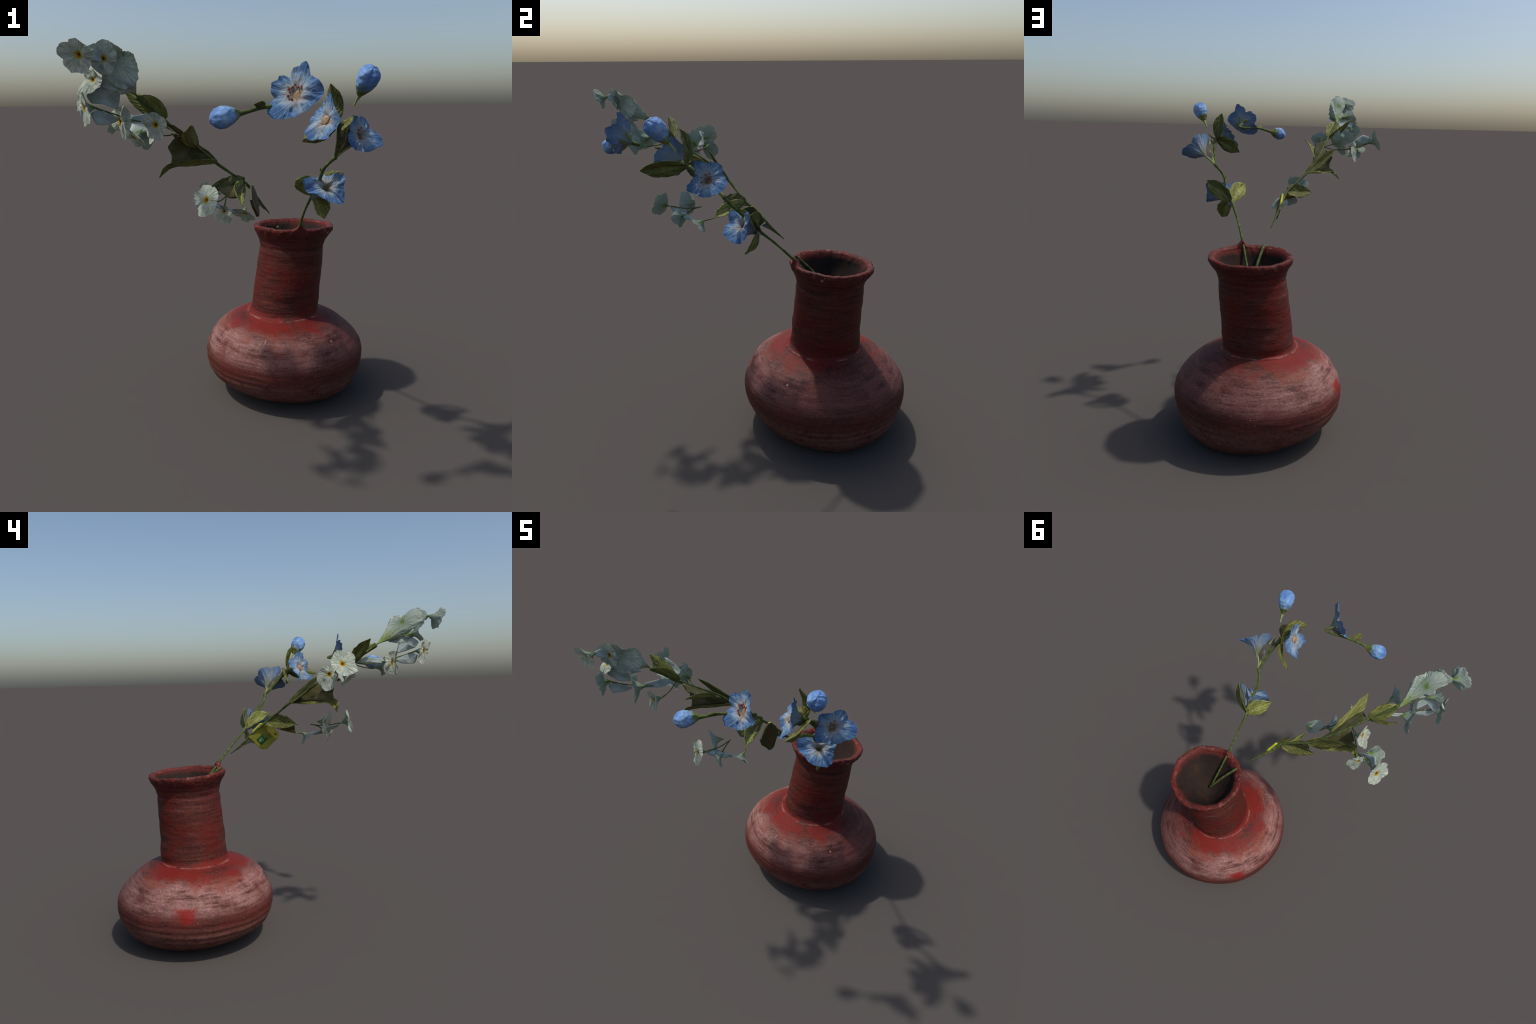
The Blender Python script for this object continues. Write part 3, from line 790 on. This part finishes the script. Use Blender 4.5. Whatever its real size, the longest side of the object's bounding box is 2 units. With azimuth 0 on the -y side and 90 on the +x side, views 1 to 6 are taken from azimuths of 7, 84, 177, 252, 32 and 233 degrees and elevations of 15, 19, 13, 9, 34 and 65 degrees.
# leaves from the middle joint
leaf(WHITE, [NODE2, (-0.25, -0.190, 1.548), (-0.350, -0.238, 1.628)], 0.031, (-0.38, 0.65, 0.55), LEAF, seed=43, tip=0.88, base=1.0)
leaf(WHITE, [NODE2, (-0.25, -0.235, 1.475), (-0.335, -0.320, 1.475), (-0.397, -0.319, 1.424)], 0.042, (-0.25, 0.35, 0.9), LEAF, seed=44, tip=0.85, base=1.0)
leaf(WHITE, [(-0.222, -0.25, 1.562), (-0.215, -0.42, 1.617), (-0.177, -0.551, 1.675)], 0.040, (-0.55, 0.1, 0.8), LEAF_FRESH, seed=45, tip=0.8)
membrane(WHITE, [NODE2, (-0.24, -0.23, 1.49), (-0.325, -0.33, 1.475), (-0.33, -0.325, 1.53), (-0.345, -0.325, 1.57), (-0.29, -0.33, 1.62), (-0.233, -0.235, 1.565)], WEB_OLIVE, 0.008, seed=10)
membrane(WHITE, [(-0.20, -0.19, 1.525), (-0.265, -0.31, 1.61), (-0.31, -0.42, 1.68), (-0.25, -0.45, 1.655), (-0.225, -0.36, 1.60)], WEB_OLIVE, 0.008, seed=11)
# leaves from the upper joint
leaf(WHITE, [NODE3, (-0.415, -0.452, 1.765), (-0.489, -0.478, 1.823)], 0.034, (-0.35, 0.6, -0.7), LEAF, seed=46, tip=0.8)
leaf(WHITE, [(-0.325, -0.435, 1.695), (-0.365, -0.51, 1.76), (-0.395, -0.575, 1.80)], 0.045, (-0.35, 0.3, 0.85), LEAF_FRESH, seed=47, tip=0.9, base=1.2)

def white(seed, c, n, r, h, **kw):
    kw.setdefault("throat", 0.008)
    kw.setdefault("ruffle", 0.08)
    kw.setdefault("waist", 3.4)
    kw.setdefault("notch", 0.16)
    kw.setdefault("crease", 0.16)
    return corolla(WHITE, c, n, r, h, "white", seed=seed, **kw)

# tip flowers
white(51, (-0.505, -0.884, 1.938), (-0.25, -0.88, -0.40),
      [0.075, 0.064, 0.057, 0.065, 0.055, 0.06, 0.068, 0.082, 0.065, 0.07, 0.061, 0.064, 0.071, 0.047, 0.053],
      [-0.002, 0.005, 0.005, 0.006, 0.002, 0.01, 0.012, 0.013, 0.026, 0.015, 0.02, 0.021, 0.012, -0.005, -0.003], back=(-0.49, -0.835, 1.945))
white(52, (-0.446, -0.797, 1.931), (0.25, -0.95, -0.05),
      [0.047, 0.053, 0.058, 0.068, 0.063, 0.058, 0.063, 0.059, 0.053, 0.046, 0.052, 0.058, 0.061, 0.05, 0.049],
      [0.006, 0.009, 0.011, 0.003, 0.006, 0.012, 0.012, 0.011, 0.010, 0.006, 0.002, -0.007, -0.005, -0.008, 0.0], back=(-0.44, -0.75, 1.92))
corolla(WHITE, (-0.409, -0.734, 1.917), (0.68, -0.73, -0.09),
        [0.082, 0.081, 0.058, 0.042, 0.048, 0.093, 0.116, 0.118, 0.102, 0.078, 0.07, 0.088, 0.1, 0.103, 0.094],
        [-0.018, -0.017, 0.002, 0.018, 0.036, 0.017, -0.004, -0.004, 0.005, 0.007, 0.003, 0.005, 0.006, 0.011, -0.017],
        "plain", seed=53, back=(-0.399, -0.568, 1.797), waist=1.25, throat=0.004, ruffle=0.14, notch=0.06, crease=0.05)
white(54, (-0.508, -0.765, 1.857), (-0.25, -0.92, 0.30),
      [0.043, 0.034, 0.029, 0.034, 0.039, 0.039, 0.042, 0.051, 0.064, 0.082, 0.053, 0.055, 0.045, 0.047, 0.045],
      [-0.007, 0.006, 0.014, 0.015, 0.013, 0.009, 0.003, -0.007, -0.027, 0.006, -0.005, -0.006, -0.0, 0.013, -0.005], back=(-0.46, -0.72, 1.845), waist=2.0)
white(55, (-0.547, -0.781, 1.752), (-0.77, -0.63, -0.11),
      [0.061, 0.068, 0.076, 0.06, 0.058, 0.065, 0.066, 0.067, 0.092, 0.084, 0.076, 0.069, 0.064, 0.081, 0.074],
      [0.005, 0.008, 0.005, 0.003, -0.007, 0.003, 0.002, -0.002, 0.0, -0.005, -0.004, 0.003, 0.009, -0.006, -0.004], back=(-0.515, -0.745, 1.75))
white(56, (-0.459, -0.637, 1.693), (-0.78, -0.62, -0.11),
      [0.108, 0.103, 0.087, 0.057, 0.06, 0.065, 0.088, 0.117, 0.112, 0.069, 0.059, 0.059, 0.07, 0.091, 0.109],
      [-0.019, -0.016, -0.02, 0.013, 0.012, -0.001, -0.003, -0.004, 0.0, -0.012, -0.019, -0.007, -0.001, 0.013, 0.0], back=(-0.415, -0.60, 1.70))
white(57, (-0.297, -0.664, 1.681), (-0.32, -0.94, -0.13),
      [0.068, 0.068, 0.053, 0.05, 0.054, 0.046, 0.053, 0.064, 0.051, 0.053, 0.047, 0.061, 0.067, 0.054, 0.066],
      [0.022, 0.012, 0.005, 0.012, 0.004, 0.006, -0.003, 0.002, -0.001, 0.004, 0.018, 0.026, -0.002, 0.014, 0.031], back=(-0.30, -0.60, 1.665))
membrane(WHITE, [(-0.485, -0.742, 1.83), (-0.43, -0.735, 1.82), (-0.426, -0.695, 1.80), (-0.452, -0.665, 1.745), (-0.477, -0.728, 1.762), (-0.535, -0.725, 1.77), (-0.545, -0.745, 1.80)], WEB_PALE, 0.007, seed=12)
membrane(WHITE, [(-0.46, -0.765, 1.885), (-0.415, -0.745, 1.868), (-0.36, -0.70, 1.835), (-0.379, -0.655, 1.812), (-0.426, -0.697, 1.803), (-0.43, -0.735, 1.815), (-0.485, -0.748, 1.833)], WEB_PALE, 0.008, seed=15)
membrane(WHITE, [(-0.53, -0.75, 1.73), (-0.49, -0.72, 1.745), (-0.45, -0.66, 1.705), (-0.475, -0.69, 1.685), (-0.515, -0.74, 1.685)], WEB_PALE, 0.006, seed=16)
membrane(WHITE, [(-0.492, -0.842, 1.952), (-0.462, -0.805, 1.968), (-0.45, -0.79, 1.92), (-0.48, -0.835, 1.925)], WEB_PALE, 0.006, seed=17)
membrane(WHITE, [NODE3, (-0.37, -0.52, 1.725), (-0.415, -0.60, 1.715), (-0.42, -0.60, 1.69), (-0.365, -0.53, 1.682)], WEB_PALE, 0.006, seed=18)
# side flowers
white(58, (-0.620, -0.243, 1.686), (-0.90, 0.02, 0.42),
      [0.068, 0.076, 0.076, 0.062, 0.066, 0.072, 0.066, 0.060, 0.068, 0.070, 0.066, 0.072, 0.066, 0.077, 0.084],
      [0.002, 0.022, -0.0, 0.001, 0.018, 0.008, 0.015, -0.001, 0.006, 0.006, 0.005, -0.007, 0.01, -0.001, -0.001], back=(-0.57, -0.25, 1.672))
white(59, (-0.486, -0.229, 1.634), (-0.92, 0.39, -0.08),
      [0.037, 0.040, 0.034, 0.040, 0.040, 0.052, 0.049, 0.056, 0.063, 0.074, 0.08, 0.089, 0.072, 0.055, 0.045],
      [-0.005, -0.011, -0.018, -0.008, -0.013, -0.011, -0.016, -0.02, -0.014, -0.011, 0.004, 0.01, 0.004, 0.002, -0.002], back=(-0.44, -0.255, 1.63))
white(60, (-0.384, -0.337, 1.684), (-0.77, -0.50, 0.40),
      [0.052, 0.056, 0.051, 0.049, 0.064, 0.066, 0.063, 0.074, 0.067, 0.063, 0.082, 0.110, 0.108, 0.070, 0.050],
      [0.013, 0.013, 0.016, 0.023, 0.017, 0.011, -0.006, -0.01, 0.01, 0.005, 0.0, -0.011, -0.0, 0.017, 0.015], back=(-0.35, -0.31, 1.66))
white(65, (-0.505, -0.340, 1.612), (-0.40, -0.50, -0.72),
      [0.066, 0.062, 0.055, 0.060, 0.066, 0.058, 0.064, 0.070, 0.060, 0.058, 0.066, 0.062, 0.056, 0.064, 0.068],
      [0.004, 0.008, 0.0, -0.006, 0.002, 0.010, 0.004, -0.006, -0.002, 0.006, 0.010, 0.002, -0.006, 0.0, 0.006], back=(-0.475, -0.30, 1.645))
membrane(WHITE, [(-0.445, -0.265, 1.645), (-0.49, -0.27, 1.69), (-0.54, -0.285, 1.722), (-0.585, -0.26, 1.705), (-0.575, -0.265, 1.665), (-0.525, -0.315, 1.635), (-0.48, -0.30, 1.632)], WEB_PALE, 0.012, seed=14)
# low cluster
white(61, (-0.125, -0.533, 1.354), (-0.57, -0.77, 0.27),
      [0.07, 0.076, 0.075, 0.066, 0.067, 0.066, 0.067, 0.07, 0.074, 0.073, 0.074, 0.079, 0.07, 0.079, 0.074],
      [0.0, -0.003, -0.002, -0.009, -0.007, -0.002, 0.01, 0.011, 0.003, -0.007, -0.007, -0.006, -0.002, 0.0, -0.001], back=(-0.11, -0.48, 1.34))
white(62, (-0.138, -0.365, 1.353), (-0.72, -0.66, -0.21),
      [0.071, 0.064, 0.063, 0.07, 0.065, 0.057, 0.061, 0.055, 0.05, 0.052, 0.062, 0.077, 0.066, 0.057, 0.066],
      [0.012, 0.022, 0.015, 0.01, 0.017, 0.018, 0.025, 0.013, 0.007, 0.004, 0.006, 0.008, 0.002, 0.001, 0.001], back=(-0.10, -0.335, 1.35))
white(63, (-0.067, -0.424, 1.285), (-0.63, -0.78, 0.06),
      [0.07, 0.059, 0.030, 0.026, 0.026, 0.030, 0.036, 0.05, 0.074, 0.068, 0.06, 0.065, 0.06, 0.058, 0.059],
      [0.009, 0.019, 0.016, 0.020, 0.016, 0.014, -0.0, -0.015, -0.003, 0.005, 0.002, -0.012, -0.021, -0.015, -0.002], back=(-0.07, -0.37, 1.30))
white(64, (0.017, -0.311, 1.252), (-0.14, -0.61, -0.78),
      [0.029, 0.024, 0.035, 0.047, 0.063, 0.076, 0.069, 0.061, 0.066, 0.046, 0.057, 0.05, 0.056, 0.057, 0.049],
      [0.004, -0.009, 0.005, 0.005, 0.008, 0.012, 0.009, 0.0, -0.002, 0.002, 0.015, 0.015, 0.009, 0.005, 0.004], back=(0.015, -0.28, 1.275))
membrane(WHITE, [(-0.115, -0.475, 1.335), (-0.105, -0.40, 1.315), (-0.06, -0.36, 1.29), (-0.02, -0.335, 1.265), (-0.045, -0.385, 1.27), (-0.09, -0.46, 1.31)], WEB_PALE, 0.007, seed=13)

# thin stalks joining the flowers to the branch
for a, b, c in (((-0.076, -0.292, 1.336), (-0.09, -0.38, 1.325), (-0.11, -0.48, 1.338)),
                ((-0.076, -0.292, 1.336), (-0.07, -0.34, 1.325), (-0.07, -0.38, 1.30)),
                ((-0.012, -0.220, 1.280), (0.002, -0.245, 1.279), (0.013, -0.285, 1.272)),
                ((-0.285, -0.345, 1.635), (-0.36, -0.31, 1.62), (-0.445, -0.255, 1.628)),
                ((-0.285, -0.345, 1.635), (-0.33, -0.33, 1.65), (-0.355, -0.315, 1.662)),
                ((-0.44, -0.26, 1.628), (-0.50, -0.262, 1.648), (-0.572, -0.252, 1.67)),
                (NODE3, (-0.31, -0.52, 1.675), (-0.30, -0.605, 1.664)),
                (NODE3, (-0.375, -0.53, 1.69), (-0.418, -0.602, 1.70)),
                ((-0.42, -0.61, 1.702), (-0.46, -0.68, 1.725), (-0.515, -0.745, 1.75)),
                ((-0.40, -0.57, 1.80), (-0.43, -0.70, 1.885), (-0.492, -0.84, 1.944)),
                ((-0.40, -0.57, 1.80), (-0.44, -0.65, 1.83), (-0.462, -0.72, 1.845))):
    tube("stalk", [a, b, c], [0.0032, 0.003, 0.004], STEM, WHITE, sides=8)

# ------------------------------------------------------------------ price tag on the white branch
def price_tag():
    o = np.array((0.018, -0.019, 1.267))
    n = unit((-0.973, 0.010, -0.231))
    x, y, z = frame(n)
    outline = [(-0.0696, 0.0408), (-0.0271, 0.0829), (-0.009, 0.0845), (0.0401, 0.0681), (0.1002, 0.0201), (0.0924, -0.0199), (0.0409, -0.0676),
               (0.0365, -0.0792), (0.0115, -0.0862), (-0.0192, -0.0791), (-0.0924, -0.0043)]
    k = len(outline)
    vs, fs = [], []
    for zz, q in ((-0.014, 0.96), (-0.012, 1.0), (-0.002, 1.0), (0.0, 0.97)):
        vs += [(a * q, b * q, zz) for a, b in outline]
    for i in range(3):
        for j in range(k):
            fs.append((i * k + j, i * k + (j + 1) % k, (i + 1) * k + (j + 1) % k, (i + 1) * k + j))
    fs.append(tuple(3 * k + j for j in range(k)))
    fs.append(tuple(range(k))[::-1])
    m = place(o, x, y, z)
    fs = [f[::-1] for f in fs]
    tag = mesh_object("price_tag", vs, fs, [TAG, TAG_REAR, TAG_FACE], WHITE, m, [0 if j in (10, 0, 1) else 1 for i in range(3) for j in range(k)] + [2, 1], smooth=False)
    def plate(name, pts, lift, mat, thick=0.0008):
        q = len(pts)
        v = [(a, b, lift) for a, b in pts] + [(a, b, lift + thick) for a, b in pts]
        f = [tuple(range(q))[::-1], tuple(q + j for j in range(q))] + [(j, (j + 1) % q, q + (j + 1) % q, q + j) for j in range(q)]
        return mesh_object(name, v, f, [mat], tag, m, smooth=False)
    plate("printed_square", [(-0.0471, -0.0185), (-0.0136, -0.0558), (0.0296, -0.0146), (-0.0106, 0.0177)], 0.0006, TAG_GREEN)
    cx, cy = -0.0186, -0.0235
    petals = []
    for j in range(48):
        a = 2 * math.pi * j / 48
        r = 0.0115 * (0.86 + 0.16 * math.cos(10 * a))
        petals.append((cx + math.cos(a) * r, cy + math.sin(a) * r))
    plate("printed_blossom", petals, 0.0018, TAG_PALE)
    plate("printed_eye", [(cx + math.cos(a) * 0.004, cy + math.sin(a) * 0.004) for a in np.linspace(0, 6.2, 18)], 0.0030, TAG_GREEN)
    arc = [(cx + math.cos(a) * 0.0175, cy + math.sin(a) * 0.0175) for a in np.linspace(-0.35, 1.9, 14)]
    arc += [(cx + math.cos(a) * 0.0145, cy + math.sin(a) * 0.0145) for a in np.linspace(1.9, -0.35, 14)]
    plate("printed_arc", arc, 0.0018, TAG_PALE)
    def text(body, at, size, angle, mat, lift, flip=False):
        cu = bpy.data.curves.new("tag_lettering", "FONT")
        cu.body, cu.size, cu.extrude = body, size, 0.0004
        ob = bpy.data.objects.new("tag_lettering", cu)
        SCENE.collection.objects.link(ob)
        rot = Matrix.Rotation(angle, 4, "Z")
        if flip:
            rot = Matrix.Rotation(math.pi, 4, "Y") @ rot
        ob.matrix_world = m @ Matrix.Translation((at[0], at[1], lift)) @ rot
        bpy.context.view_layer.update()
        me = bpy.data.meshes.new_from_object(ob.evaluated_get(bpy.context.evaluated_depsgraph_get()))
        mw = ob.matrix_world.copy()
        bpy.data.objects.remove(ob)
        me.materials.clear()
        me.materials.append(mat)
        nb = bpy.data.objects.new("tag_lettering", me)
        SCENE.collection.objects.link(nb)
        nb.parent = tag
        nb.matrix_parent_inverse = tag.matrix_world.inverted()
        nb.matrix_basis = mw
    ang = -0.78
    text("PTC", (-0.011, 0.0025), 0.0155, ang, TAG_PALE, 0.0020)
    text("MADE", (0.027, 0.016), 0.0125, ang, TAG_INK, 0.0010)
    text("NATUR", (0.016, 0.0075), 0.0105, ang, TAG_INK, 0.0010)
    text("ER", (0.063, 0.016), 0.022, ang, TAG_INK, 0.0010)
    for j in range(4):
        y0 = 0.035 - j * 0.022
        plate("printed_line", [(-0.02, y0), (-0.02, y0 + 0.009), (0.05 - 0.006 * j, y0 + 0.009), (0.05 - 0.006 * j, y0)], -0.0156, TAG_RED)
price_tag()
